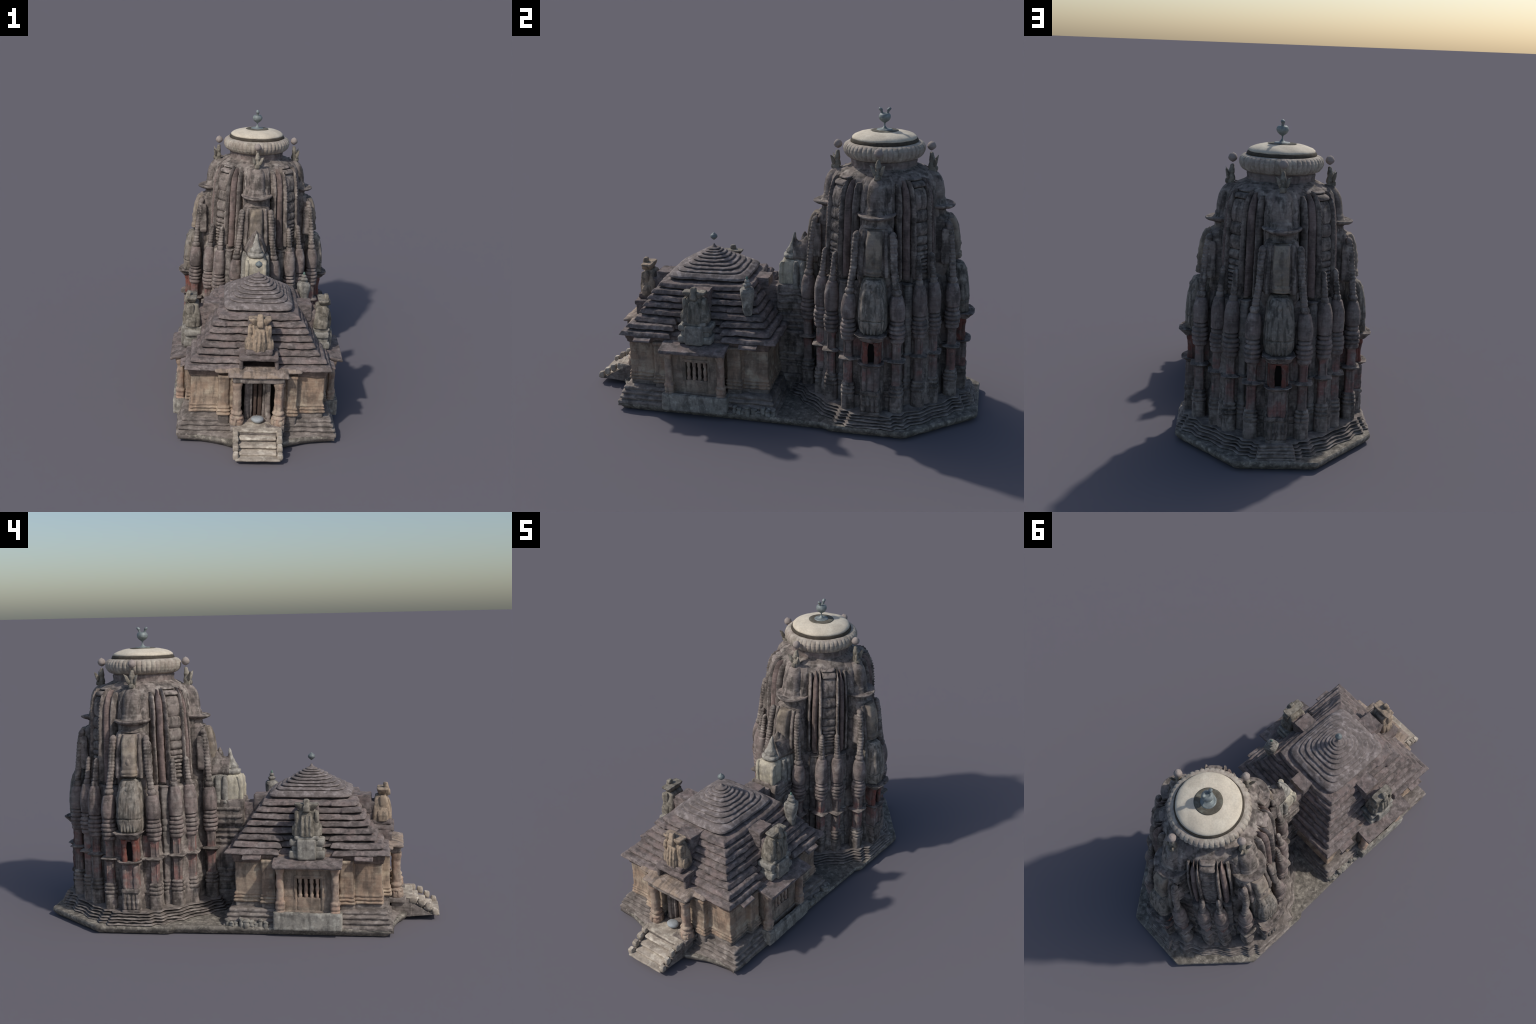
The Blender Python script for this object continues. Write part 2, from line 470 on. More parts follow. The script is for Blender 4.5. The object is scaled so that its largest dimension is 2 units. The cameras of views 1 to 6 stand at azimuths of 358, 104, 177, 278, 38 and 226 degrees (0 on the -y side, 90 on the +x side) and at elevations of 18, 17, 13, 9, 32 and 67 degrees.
def face_parts():
    P = {}
    # lower central pilaster with carved foot
    b = Builder()
    b.box(.36, .413, -.040, .040, .215, .336, bev=.004, mi=1)
    for y in (-.027, .027):
        b.box(.40, .419, y - .011, y + .011, .213, .332, bev=.004, mi=1)
    b.box(.36, .415, -.044, .044, .094, .208, bev=.005, mi=0)
    b.box(.36, .424, -.046, .046, .196, .218, bev=.005, mi=0)
    b.box(.36, .424, -.047, .047, .092, .112, bev=.005, mi=0)
    for y in (-.031, -.010, .012, .032):
        b.lathe([(.006, .11), (.0105, .118), (.008, .135), (.011, .150), (.0075, .166), (.009, .176), (.005, .190)], cx=.413, cy=y, n=12, res=.006, mi=0)
    for s in (-1, 1):       # recessed side pieces with mouldings
        b.box(.29, .350, s * .072 - .022, s * .072 + .022, .094, .345, bev=.004, mi=2)
        b.box(.29, .359, s * .072 - .022, s * .072 + .022, .094, .165, bev=.004, mi=2)
        b.box(.29, .359, s * .072 - .022, s * .072 + .022, .178, .200, bev=.005, mi=2)
        b.box(.29, .350, s * .072 - .022, s * .072 + .022, .36, .47, bev=.004, mi=1)
    P['central_pilaster'] = b.mesh('central_pilaster', [GREY, SHAFT, GREY], .0018, 60, 8)

    def ledge(z, hw, x, lip, th):
        b = Builder()
        plan = [(.33, -hw * .9), (x - .018, -hw), (x, -hw * .72), (x + lip, -hw * .3), (x + lip, hw * .3), (x, hw * .72), (x - .018, hw), (.33, hw * .9)]
        b.sweep(plan, [(-.026, z - th), (-.010, z - th * .35), (.002, z), (.002, z + .0022), (-.012, z + .004)], res=.005, smooth_it=0,
                warp=lambda R: R + np.stack([0 * R[..., 0], 0 * R[..., 0], .5 * np.maximum(abs(R[..., 1]) - hw * .70, 0) + .25 * np.maximum(R[..., 0] - x + .02, 0)], -1))
        return b
    P['lower_ledge'] = ledge(.347, .060, .432, .006, .012).mesh('lower_ledge', GREY, .0018, 60, 9)
    P['upper_ledge'] = ledge(.489, .072, .444, .008, .022).mesh('upper_ledge', GREY, .0018, 60, 10)
    # abacus course linking the side columns
    b = Builder()
    for s in (-1, 1):
        b.box(.29, .372, s * .078 - .03, s * .078 + .03, .351, .363, bev=.003)
    P['abacus_course'] = b.mesh('abacus_course', GREY, .0015, 60, 11)
    # red niche: two posts, a lintel and a solid block painted black for the opening's darkness
    b = Builder()
    for s in (-1, 1):
        b.lathe([(.012, .352), (.011, .375), (.0095, .39), (.0105, .42), (.012, .44), (.0155, .452), (.0155, .462)], cx=.400, cy=s * .0255, n=16, res=.006, p=4)
        b.box(.355, .395, s * .034 - .011, s * .034 + .011, .352, .470, bev=.003)
    b.box(.355, .412, -.043, .043, .455, .475, bev=.004)
    P['red_niche'] = b.mesh('red_niche', RED, .0014, 60, 12)
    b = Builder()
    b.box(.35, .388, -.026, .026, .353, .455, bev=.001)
    P['niche_shade_block'] = b.mesh('niche_shade_block', DARK, 0)
    # fluted miniature spire
    b = Builder()
    fl = lambda t, z: .045 * (abs(np.cos(t * 5.5)) - .5) * (abs(np.sin(t)) < .995)
    rows = [(.497, .372, .034, .046), (.505, .373, .042, .052), (.54, .374, .048, .059), (.562, .374, .050, .061), (.565, .372, .043, .055), (.569, .374, .050, .0615),
            (.62, .371, .050, .061), (.67, .366, .048, .056), (.715, .358, .045, .047), (.738, .350, .042, .038), (.746, .345, .036, .030)]
    ellipse_loft(b, rows, n=96, p=3.2, flute=fl, res=.006)
    rows = [(.497, .346, .028, .060), (.54, .347, .032, .069), (.60, .345, .032, .070), (.66, .340, .031, .066), (.71, .332, .029, .058), (.745, .322, .026, .048), (.752, .316, .020, .040)]
    ellipse_loft(b, rows, n=48, p=4)
    for k in range(5):
        y = -.032 + .016 * k
        b.box(.40, .4225, y - .005, y + .005, .502, .545, bev=.003, res=.008)
    b.lathe([(.002, .690), (.010, .696), (.012, .706), (.008, .716), (.002, .722)], cx=.3985, cy=0, n=14, res=.005)
    P['miniature_spire'] = b.mesh('miniature_spire', LICHEN, .0022, 65, 13, (1, 1, .6))
    # upper panel: body, bulging front, slim pilasters
    b = Builder()
    rows = [(.760, .29, .052, .080), (.78, .29, .056, .083), (.86, .28, .054, .082), (.93, .272, .052, .080), (.955, .268, .050, .078), (.972, .262, .046, .072), (.984, .255, .038, .060), (.988, .25, .03, .05)]
    ellipse_loft(b, rows, n=64, p=5)
    rows = [(.762, .333, .028, .026), (.768, .337, .040, .036), (.774, .338, .043, .040), (.777, .338, .036, .036), (.782, .338, .041, .039), (.792, .337, .041, .039), (.797, .336, .035, .035), (.81, .335, .038, .036),
            (.87, .331, .039, .037), (.92, .323, .039, .036), (.95, .315, .036, .034), (.968, .302, .036, .033)]
    ellipse_loft(b, rows, n=40, p=4.5, mi=1)
    b.lathe([(.002, .815), (.012, .822), (.015, .836), (.012, .850), (.002, .857)], cx=.364, cy=0, n=16, res=.005, mi=1, sx=.8)
    for s in (-1, 1):
        b.lathe([(.009, .758), (.010, .80), (.0095, .88), (.009, .968)], n=12, res=.012, spine=[(.758, .343, s * .058), (.88, .334, s * .054), (.97, .310, s * .05)], p=4)
        b.box(.285, .335, s * .092 - .012, s * .092 + .012, .76, .93, bev=.006, top=(.9, .7))
    P['upper_panel'] = b.mesh('upper_panel', [GREY, PANEL], .0018, 55, 14)
    # neck, saucer ledge, bell and its backing
    b = Builder()
    rows = [(.976, .255, .060, .068), (.984, .250, .050, .056), (1.004, .248, .048, .052), (1.012, .25, .055, .060)]
    ellipse_loft(b, rows, n=40, p=3)
    P['spire_neck'] = b.mesh('spire_neck', GREY, .001, 60, 15)
    b = Builder()
    rows = [(1.007, .25, .052, .058), (1.013, .25, .076, .079), (1.019, .25, .087, .086), (1.0245, .25, .0915, .089), (1.029, .25, .090, .0875), (1.030, .25, .084, .083), (1.0275, .25, .074, .074), (1.030, .25, .05, .05)]
    R = []
    t = np.arange(56) * 2 * pi / 56
    for z, c, rx, ry in rows:
        R.append(np.column_stack([c + rx * np.cos(t), ry * np.sin(t), np.full(56, z) + .006 * np.sin(t) ** 2]))
    b.grid(np.array(R))
    P['saucer_ledge'] = b.mesh('saucer_ledge', GREY, .0014, 45, 16)
    b = Builder()
    rows = [(1.028, .238, .068, .062), (1.040, .238, .060, .055), (1.052, .238, .058, .054), (1.060, .238, .053, .049), (1.10, .236, .052, .048), (1.135, .231, .050, .046), (1.158, .226, .045, .042), (1.174, .222, .037, .034), (1.186, .218, .026, .024), (1.192, .216, .014, .013)]
    ellipse_loft(b, rows, n=44, p=2.4)
    rows = [(1.02, .21, .055, .082), (1.06, .208, .052, .080), (1.12, .203, .048, .076), (1.155, .198, .044, .070), (1.178, .192, .036, .060), (1.19, .185, .026, .045)]
    ellipse_loft(b, rows, n=44, p=4)
    P['bell_gable'] = b.mesh('bell_gable', GREY, .0016, 45, 17)
    # guardian figure: rump, post-like head, two flared ears
    b = Builder()
    b.box(.210, .246, -.017, .017, 1.178, 1.212, bev=.006, top=(.75, .8), res=.006)
    b.box(.236, .254, -.012, .012, 1.186, 1.208, bev=.005, res=.006)
    b.lathe([(.016, 1.20), (.017, 1.212), (.012, 1.228), (.015, 1.240), (.012, 1.254), (.0095, 1.262), (.008, 1.271), (.004, 1.274)], n=14, res=.005, spine=[(1.2, .224, 0), (1.24, .226, 0), (1.275, .222, 0)], p=2.6)
    for s in (-1, 1):
        R = []
        for q, (w, h) in zip(np.linspace(0, 1, 9), ((.004, .006), (.006, .011), (.007, .016), (.007, .019), (.006, .019), (.005, .016), (.004, .012), (.003, .007), (.001, .002))):
            c = np.array([.236 + .016 * q, s * (.008 + .027 * q), 1.213 + .022 * q + .018 * q * q])
            a = np.arange(12) * 2 * pi / 12
            R.append(np.column_stack([c[0] + w * np.cos(a), np.full(12, c[1]), c[2] + h * np.sin(a) * s]))
        b.grid(np.array(R))
    P['guardian_figure'] = b.mesh('guardian_figure', GUARD, .0014, 90, 18)
    b = Builder()
    b.lathe([(.0005, 1.2815), (.010, 1.2865), (.017, 1.293), (.0205, 1.302), (.0185, 1.312), (.0125, 1.3205), (.005, 1.325), (.0005, 1.3275)], cx=.222, cy=0, n=18, res=.004)
    P['finial_ball'] = b.mesh('finial_ball', BALL, .0012, 60, 19)
    return P

LICHEN = stone('lichened_stone', (.25, .222, .19), (.065, .059, .051), (.42, .38, .325), streak=(80, 80, 8), dark_amt=.7, extra=(.29, .235, .19), extra_amt=.5)
PANEL = stone('warm_panel_stone', (0.267, 0.221, 0.184), (0.092, 0.078, 0.066), (0.386, 0.331, 0.258), extra=(0.34, 0.26, 0.165), extra_amt=.30, band=0.12, patch=12)
GUARD = stone('figure_stone', (.27, .24, .195), (.09, .08, .065), (.40, .36, .30), patch=40, dark_amt=.7)
parts = face_parts()
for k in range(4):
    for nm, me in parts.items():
        if k == 3 and nm in ('central_pilaster', 'lower_ledge', 'upper_ledge', 'abacus_course', 'red_niche', 'niche_shade_block', 'miniature_spire'):
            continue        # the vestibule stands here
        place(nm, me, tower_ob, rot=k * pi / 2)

# --- diagonal bands of stacked blocks with strips, plates and ribs -----
BANDR = [(.70, .300), (.76, .299), (.82, .298), (.87, .296), (.92, .294), (.985, .291), (1.04, .288), (1.09, .282), (1.14, .270), (1.160, .258), (1.178, .243), (1.195, .222)]
def bandr(z): return interp(BANDR, z)[0]
def along(b, u, hw, d0, d1, z0, z1, mi=0, n=5, res=.008, scallop=0, tipped=False, rough=0.0):
    """strip following the curved band: tangent position u, half width hw, from depth d0 to d1 relative to the band"""
    rings = []
    m = max(3, int((z1 - z0) / res))
    for i in range(m + 1):
        z = z0 + (z1 - z0) * i / m
        t = i / m
        k = 1.0
        if tipped:
            k = min(1.0, max(.06, (1 - t) / .13))
        if t < .02: k = .9
        s = 1 + scallop * (abs(sin(z * 190)) - .5)
        r0, r1 = bandr(z) + d0, bandr(z) + d0 + (d1 - d0) * s
        uu = u * (.86 + .14 * min(1, (1.2 - z) / .25)) if abs(u) > .05 else u
        q = np.linspace(-1, 1, n)
        pts = [(r1 - (abs(a) ** 3) * (r1 - r0) * .35, uu + a * hw * k) for a in q] + [(r0, uu + hw * k), (r0, uu - hw * k)]
        rings.append([(x, y, z) for x, y in pts])
    b.grid(np.array(rings), mi=mi)

D = {}
zs = [.735, .757, .775, .793, .811, .828, .848, .876, .921, .983, 1.042, 1.143, 1.172, 1.186]
blocks = []
for i, (a, c) in enumerate(zip(zs[:-1], zs[1:])):
    b = Builder()
    R = []
    m = 7
    for j in range(m + 1):
        t = j / m
        z = a + (c - a) * t + (.001 if j == 0 else -.001 if j == m else 0)
        bul = .010 * (1 - abs(2 * t - 1) ** 3.0) - .004
        if i == len(zs) - 3: bul = .022 * math.sqrt(max(0, 1 - (2 * t - 1) ** 2)) - .008
        r = bandr(z) - .006 + bul
        hw = (.0365 if z > .86 else .034) - .0025 * abs(2 * t - 1) ** 4
        q = np.linspace(-1, 1, 9)
        pts = [(r - .006 * abs(s) ** 4, s * hw) for s in q] + [(r - .035, hw), (r - .035, -hw)]
        R.append([(x, y, z) for x, y in pts])
    b.grid(np.array(R))
    blocks.append(b.mesh('corner_block', GREY, .0016, 60, 40 + i))
b = Builder()
for s in (-1, 1):
    along(b, s * .0455, .0088, -.04, .006, .725, 1.180, scallop=.16, tipped=True, n=7)
    along(b, s * .1010, .0080, -.08, -.030, .72, 1.165, n=7)
    along(b, s * .1240, .0100, -.10, -.062, .72, 1.165, n=7)
strip_me = b.mesh('corner_strip', GREY, .0014, 60, 60)
b = Builder()
for s in (-1, 1):
    along(b, s * .0725, .0145, -.06, -.010, .722, 1.176, tipped=True, scallop=.04)
plate_me = b.mesh('corner_plate', PLATE if 'PLATE' in globals() else stone('red_brown_plate_stone', (.225, .165, .148), (.085, .068, .06), (.32, .255, .225), band=0.20, band_scale=200), .0012, 60, 61)
b = Builder()
for s in (-1, 1):
    b.lathe([(.004, .706), (.013, .711), (.016, .722), (.012, .733), (.005, .74)], cx=.272, cy=s * .066, n=14, res=.005)
    b.lathe([(.004, .706), (.012, .711), (.014, .722), (.010, .733), (.005, .74)], cx=.245, cy=s * .098, n=14, res=.005)
    b.box(.20, .288, s * .052 - .008, s * .052 + .008, .70, .73, bev=.004)
foot_me = b.mesh('scroll_foot', GREY, .002, 70, 62)
for k in range(4):
    a = k * pi / 2 + pi / 4
    for me in blocks:
        place('corner_block', me, tower_ob, rot=a)
    place('corner_strip', strip_me, tower_ob, rot=a)
    place('corner_plate', plate_me, tower_ob, rot=a)
    place('scroll_foot', foot_me, tower_ob, rot=a)

# --- crown: neck, ribbed disc, dome, finial -------------------------
b = Builder()
b.lathe([(.150, 1.195), (.1565, 1.20), (.1555, 1.225), (.158, 1.238), (.150, 1.25)], n=72, res=.006)
place('crown_neck', b.mesh('crown_neck', PINK, .0012, 40, 70), tower_ob)
b = Builder()
ribs = 48
prof = [(.150, 1.246), (.162, 1.2485), (.175, 1.2545), (.186, 1.267), (.1925, 1.283), (.193, 1.298), (.188, 1.310), (.180, 1.3175), (.170, 1.3215), (.155, 1.323)]
def ribf(t, z):
    w = np.clip((z - 1.246) / .012, 0, 1) * np.clip((1.325 - z) / .014, 0, 1)
    return .0062 * w * (np.sqrt(abs(np.cos(t * ribs / 2))) - .78)
b.lathe(prof, n=ribs * 10, res=.005, rib=ribf)
place('ribbed_disc', b.mesh('ribbed_disc', RIBST, .0009, 40, 71), tower_ob)
b = Builder()
b.lathe([(.145, 1.320), (.1600, 1.3215), (.1610, 1.327), (.1575, 1.334), (.1555, 1.3375), (.148, 1.3385)], n=96)
place('dark_ring', b.mesh('dark_ring', BAND, .0012, 30, 72), tower_ob)
b = Builder()
b.lathe([(.148, 1.336), (.1530, 1.3385), (.1522, 1.345), (.143, 1.353), (.127, 1.360), (.106, 1.3655), (.083, 1.3698), (.058, 1.372)], n=96, res=.008)
place('crown_dome', b.mesh('crown_dome', CREAM, .0014, 18, 73), tower_ob)
b = Builder()
b.lathe([(.064, 1.3695), (.0665, 1.3728), (.061, 1.3747), (.05, 1.3755), (.03, 1.376)], n=64, res=.006)
place('finial_bed', b.mesh('finial_bed', BED if 'BED' in globals() else stone('mossy_bed_stone', (.145, .130, .10), (.08, .07, .055), (.24, .245, .20), bump=.2), .0005, 50, 74), tower_ob)
b = Builder()
b.lathe([(.036, 1.3725), (.038, 1.3755), (.034, 1.379), (.025, 1.3785), (.014, 1.381), (.008, 1.387), (.0035, 1.394), (.003, 1.404), (.0055, 1.408), (.014, 1.414), (.022, 1.421), (.0275, 1.430), (.0285, 1.438), (.026, 1.446), (.021, 1.452), (.013, 1.455), (.011, 1.452), (.003, 1.451)], n=32, res=.004)
for s in (-1, 1):
    R = []
    for q in np.linspace(0, 1, 14):
        c = (s * (.0125 + .011 * q ** 1.3), 1.449 + .031 * q)
        r = .0055 + .004 * math.exp(-((q - .72) / .22) ** 2)
        if q > .85: r *= math.sqrt(max(.02, 1 - ((q - .85) / .155) ** 2))
        a = np.arange(12) * 2 * pi / 12
        R.append(np.column_stack([r * np.cos(a), c[0] + r * np.sin(a), np.full(12, c[1])]))
    b.grid(np.array(R))
place('pot_finial', b.mesh('pot_finial', TEAL, .0006, 80, 75), tower_ob)

# ------------------------------------------------------------------ vestibule and its small spire
b = Builder()
def ybox(b, hx, y0, y1, z0, z1, **k):
    b.box(-hx, hx, y0, y1, z0, z1, **k)
ybox(b, .100, -.02, .20, .04, .13, bev=.006)
ybox(b, .086, -.02, .20, .12, .36, bev=.008)
ybox(b, .064, -.02, .20, .35, .50, bev=.008)
for z in (.17, .20, .23, .34, .37, .40, .43, .46):
    ybox(b, .094 if z < .33 else .072, -.015, .19, z, z + .016, bev=.006)
ybox(b, .082, -.01, .20, .47, .60, bev=.01, top=(.96, 1))
ybox(b, .089, -.005, .19, .505, .525, bev=.006)
ybox(b, .087, .0, .19, .545, .562, bev=.006)
vest = place('vestibule', b.mesh('vestibule', GREY, .0035, 32, 80), root)
b = Builder()
def vloft(b, rows, p=4, n=56, mi=0, res=.008):
    T = np.array(rows)
    zs = []
    for a, c in zip(T[:-1, 0], T[1:, 0]):
        k = max(1, int(math.ceil((c - a) / res)))
        zs += list(a + (c - a) * np.arange(k) / k)
    zs.append(T[-1, 0])
    t = np.arange(n) * 2 * pi / n
    k = (abs(np.cos(t)) ** p + abs(np.sin(t)) ** p) ** (-1 / p)
    R = []
    for z in zs:
        cy, hx, hy = interp(rows, z)
        R.append(np.column_stack([hx * np.cos(t) * k, cy + hy * np.sin(t) * k, np.full(n, z)]))
    b.grid(np.array(R), mi=mi)
# front bay
vloft(b, [(.56, .045, .052, .045), (.575, .045, .058, .055), (.59, .045, .054, .050), (.60, .045, .058, .054), (.66, .045, .0605, .057), (.695, .045, .059, .055), (.712, .045, .053, .048), (.722, .045, .043, .040)], p=5)
for s in (-1, 1):
    vloft(b, [(.60, -.004, .011, .012), (.66, -.005, .012, .0125), (.70, -.001, .011, .012), (.715, .004, .008, .01)], p=3, n=18)
    b.v[-1][:, 0] += s * .049
    b.v[-2][:, 0] += s * .049; b.v[-3][:, 0] += s * .049
front = place('vestibule_front', b.mesh('vestibule_front', PALE, .0018, 45, 81), vest, (0, .011, 0))
b = Builder()
vloft(b, [(.585, .125, .068, .07), (.63, .125, .072, .07), (.68, .125, .070, .07), (.715, .125, .064, .07), (.728, .125, .055, .065)], p=4)
for s in (-1, 1):
    for y, w in ((.075, .016), (.112, .017), (.15, .015)):
        b.lathe([(w * .8, .575), (w, .59), (w * 1.05, .64), (w, .68), (w * .8, .71), (w * .5, .722)], cx=s * .063, cy=y, n=16, res=.01, p=3)
        b.lathe([(w * .8, .575), (w * 1.2, .582), (w * 1.2, .592), (w * .8, .60)], cx=s * .063, cy=y, n=16, res=.01, p=3)
place('vestibule_flank', b.mesh('vestibule_flank', LIGHT, .002, 40, 82), vest, (0, .011, 0))
b = Builder()
vloft(b, [(.722, .045, .036, .034), (.728, .045, .044, .042), (.736, .045, .0475, .045), (.745, .045, .046, .043), (.750, .045, .036, .035), (.754, .045, .030, .030), (.760, .046, .036, .034), (.768, .047, .032, .030), (.785, .049, .022, .021), (.805, .052, .016, .014), (.83, .055, .010, .009), (.848, .057, .006, .006), (.856, .057, .002, .002)], p=2.6)
place('vestibule_finial', b.mesh('vestibule_finial', LIGHT, .0015, 55, 83), vest, (0, .011, 0))
b = Builder()
R = []
for t in np.linspace(0, 1, 22):        # saddle-shaped gable running back into the tower
    y = .055 + .13 * t
    top = .836 - .024 * math.sin(pi * min(1, t / .40)) * (t < .40) + (0 if t < .40 else .010 * math.sin(pi * (t - .40) / .2) if t < .60 else 0)
    hw = .047 + .024 * t
    sec = [(-hw, .725), (hw, .725), (hw * 1.02, .745), (hw * .90, .765), (hw * .74, .795), (hw * .40, top - .008), (0, top), (-hw * .40, top - .008), (-hw * .74, .795), (-hw * .90, .765), (-hw * 1.02, .745)]
    R.append([(x, y, z) for x, z in sec])
b.grid(np.array(R)[:, ::-1])
for s in (0,):
    b.lathe([(.018, .80), (.016, .83), (.010, .848), (.003, .860)], cx=0, cy=.108, n=14, res=.006)
place('vestibule_gable', b.mesh('vestibule_gable', GREY, .0025, 40, 84), vest, (0, .011, 0))

# ------------------------------------------------------------------ hall
HY = -.354
hall = Builder()
wall = [(.335, -.712), (.335, -.590), (.332, -.588), (.332, -.580), (.358, -.577), (.358, -.512), (.325, -.508), (.325, -.205), (.358, -.203), (.358, -.135), (.332, -.132), (.332, -.124), (.335, -.122), (.335, -.002)]
south = [(-.205, -.712), (-.198, -.715), (-.196, -.750), (-.145, -.750), (-.142, -.738), (-.092, -.738), (-.090, -.66), (.090, -.66), (.092, -.738), (.142, -.738), (.145, -.750), (.196, -.750), (.198, -.715), (.205, -.712)]
plan = wall + [(-x, y) for x, y in reversed(wall)] + south
hall.sweep(plan, [(-.006, .05), (.001, .115), (.001, .143)], res=.009, smooth_it=1, mi=1)
mp = [(-.002, .142), (.008, .145), (.011, .149), (.010, .156), (.001, .159), (.001, .162), (.009, .165), (.009, .171), (.001, .175), (.001, .178), (.006, .181), (.006, .188), (0, .193), (0, .343)]
mp += [(.004, .346), (.005, .356), (-.002, .36)]
hall.sweep(plan, mp, res=.006, smooth_it=1)
hall.sweep([(.338, -.716), (.338, .0), (-.338, .0), (-.338, -.716)], [(-.004, .341), (.004, .344), (.006, .352), (.006, .362), (.012, .366), (.012, .385), (-.02, .39)], res=.008, smooth_it=1, mi=2)
hall_ob = place('hall', hall.mesh('hall', [WALL, PLAT, CORN], .0020, 34, 90), root)

# platform under the hall: stepped courses
rect = lambda hx, y0, y1: [(hx, y0), (hx, y1), (-hx, y1), (-hx, y0)]
b = Builder()
pp = [(.034, .036), (.034, .048), (.028, .051), (.018, .053), (.018, .058), (.026, .061), (.026, .070), (.020, .073), (.010, .075), (.010, .080), (.017, .083), (.017, .092), (.011, .095), (.003, .097), (.003, .102), (.008, .105), (.007, .114), (.0, .119), (-.03, .121)]
b.sweep(rect(.372, -.733, .02), pp, res=.006, smooth_it=1)
place('hall_platform', b.mesh('hall_platform', PLAT, .0024, 30, 91), hall_ob)
b = Builder()        # carved lumps along the low course near the tower
for s in (-1, 1):
    for i, y in enumerate(np.linspace(-.16, .03, 9)):
        h, w = .060 + .026 * random.random(), .012 + .006 * random.random()
        b.lathe([(w * .8, .034), (w, .045), (w * .8, h - .012), (w, h - .004), (w * .5, h)], cx=s * (.398 + .012 * random.random()), cy=y + .006 * random.random(), n=12, res=.006, p=3.5)
        
place('carved_course', b.mesh('carved_course', LIGHT, .004, 50, 92), hall_ob)
b = Builder()        # front face slopes out to meet the slab
R = []
for x in np.linspace(-.395, .395, 41):
    f = max(0.0, 1 - (abs(x) - .135) / .2) if abs(x) > .135 else 1
    y0 = -.756 - .062 * f ** 1.6
    R.append([(x, -.70, .018), (x, y0 - .014, .018), (x, y0 - .008, .036), (x, -.764 - .012 * f, .047), (x, -.745, .053), (x, -.70, .055)])
b.grid(np.array(R)[:, ::-1])
place('front_apron', b.mesh('front_apron', PLAT, .003, 26, 93), hall_ob)

# --- roof tiers ---------------------------------------------------
TIER = [(.389, .367, .398), (.418, .341, .367), (.449, .316, .343), (.480, .293, .323), (.511, .273, .302), (.541, .256, .284), (.570, .238, .263), (.600, .214, .240), (.634, .174, .205)]
def tier(i):
    z, hx, hy = TIER[i]
    zn = TIER[i + 1][0] if i + 1 < len(TIER) else z + .03
    nx = TIER[i + 1][1] if i + 1 < len(TIER) else hx - .02
    run = hx - nx
    rg = np.random.default_rng(100 + i)
    plan = []
    # each side gets a few broken steps in its edge
    corners = [(hx, -hy), (hx, hy), (-hx, hy), (-hx, -hy)]
    for k in range(4):
        p, q = np.array(corners[k]), np.array(corners[(k + 1) % 4])
        d = (q - p) / np.linalg.norm(q - p)
        nrm = np.array([d[1], -d[0]])
        jig = rg.uniform(-.010, .001) if i else 0
        plan.append(p + np.sign(p) * jig)
        ts = sorted(rg.uniform(.12, .32, 1).tolist() + rg.uniform(.68, .88, 1).tolist())
        o = 0
        if k == 3 and i < 3:            # the hole above the porch
            for t, oo in ((.385, 0), (.385, -.11), (.615, -.11), (.615, 0)):
                plan.append(p + (q - p) * t + nrm * oo)
            continue
        if k in (0, 2) and i < 3:       # the lowest courses stop short behind the window bays
            dp = (-.034, -.030, -.024)[i]
            for t, oo in ((.335, 0), (.335, dp), (.655, dp), (.655, 0)):
                plan.append(p + (q - p) * t + nrm * oo)
            continue
        for t in ts:
            pt = p + (q - p) * t
            plan.append(pt + nrm * o - d * .004)
            o = rg.uniform(-.009, .004) if o == 0 else 0
            plan.append(pt + nrm * o + d * .004)
    b = Builder()
    def warp(R):
        cx = abs(R[..., 0]) / hx; cy = abs(R[..., 1]) / hy
        lift = np.clip(np.minimum(cx, cy) - .72, 0, .3) / .28
        R[..., 2] += .004 * lift ** 2
        R[..., 2] += .0035 * vnoise(np.column_stack([R[..., 0].ravel() * 9, R[..., 1].ravel() * 9, np.full(R[..., 0].size, i * 3.1)]), i).reshape(R[..., 0].shape)
        return R
    b.sweep(plan, [(-run - .035, z + .010), (-.010, z + .001), (-.002, z - .004), (.001, z - .001), (-.002, z + .006), (-.009, z + .0165), (-.012, z + .0175), (-run - .008, zn - .0105), (-run - .035, zn - .009)],
            res=.006, smooth_it=0, warp=warp, caps=(i > 2, True) if i > 1 else (False, False))
    return b.mesh('roof_tier', ROOF, .0021, 34, 110 + i)
for i in range(len(TIER) - 1):
    place('roof_tier', tier(i), hall_ob, (0, HY, 0))
# solid core beneath the tiers
b = Builder()
plan = rect(1, -1, 1)
R = []
for z, hx, hy in [(z + .004, hx - .046, min(hy - .046, .272)) for z, hx, hy in TIER[3:]]:
    R.append([(hx, -hy, z), (hx, hy, z), (-hx, hy, z), (-hx, -hy, z)])
b.grid(np.array(R), smooth=False)
place('roof_core', b.mesh('roof_core', ROOF, 0), hall_ob, (0, HY, 0))

# dome: square below, round above, stepped rings
b = Builder()
rows = [(.628, .150, .180, 9), (.632, .172, .203, 8), (.636, .178, .209, 7.5), (.645, .176, .206, 7), (.660, .160, .186, 5)]
for hx, z in ((.150, .664), (.131, .679), (.112, .693), (.094, .707), (.077, .720), (.060, .732), (.044, .742), (.030, .751)):
    q = hx / .150
    e, hy = 2 + 3 * q ** 2, hx * (1 + .15 * q)
    rows += [(z - .0022, hx - .011, hy - .011, e), (z - .0006, hx - .001, hy - .001, e), (z + .001, hx + .001, hy + .001, e), (z + .0055, hx - .002, hy - .002, e), (z + .0065, hx - .005, hy - .005, e)]
rows += [(.760, .016, .016, 2), (.766, .008, .008, 2), (.776, .002, .002, 2)]
n = 120
t = np.arange(n) * 2 * pi / n
zz = []
for a, c in zip(rows[:-1], rows[1:]):
    k = max(1, int(math.ceil(math.hypot(c[0] - a[0], c[1] - a[1]) / .003)))
    zz += list(a[0] + (c[0] - a[0]) * np.arange(k) / k)
zz.append(rows[-1][0])
R = []
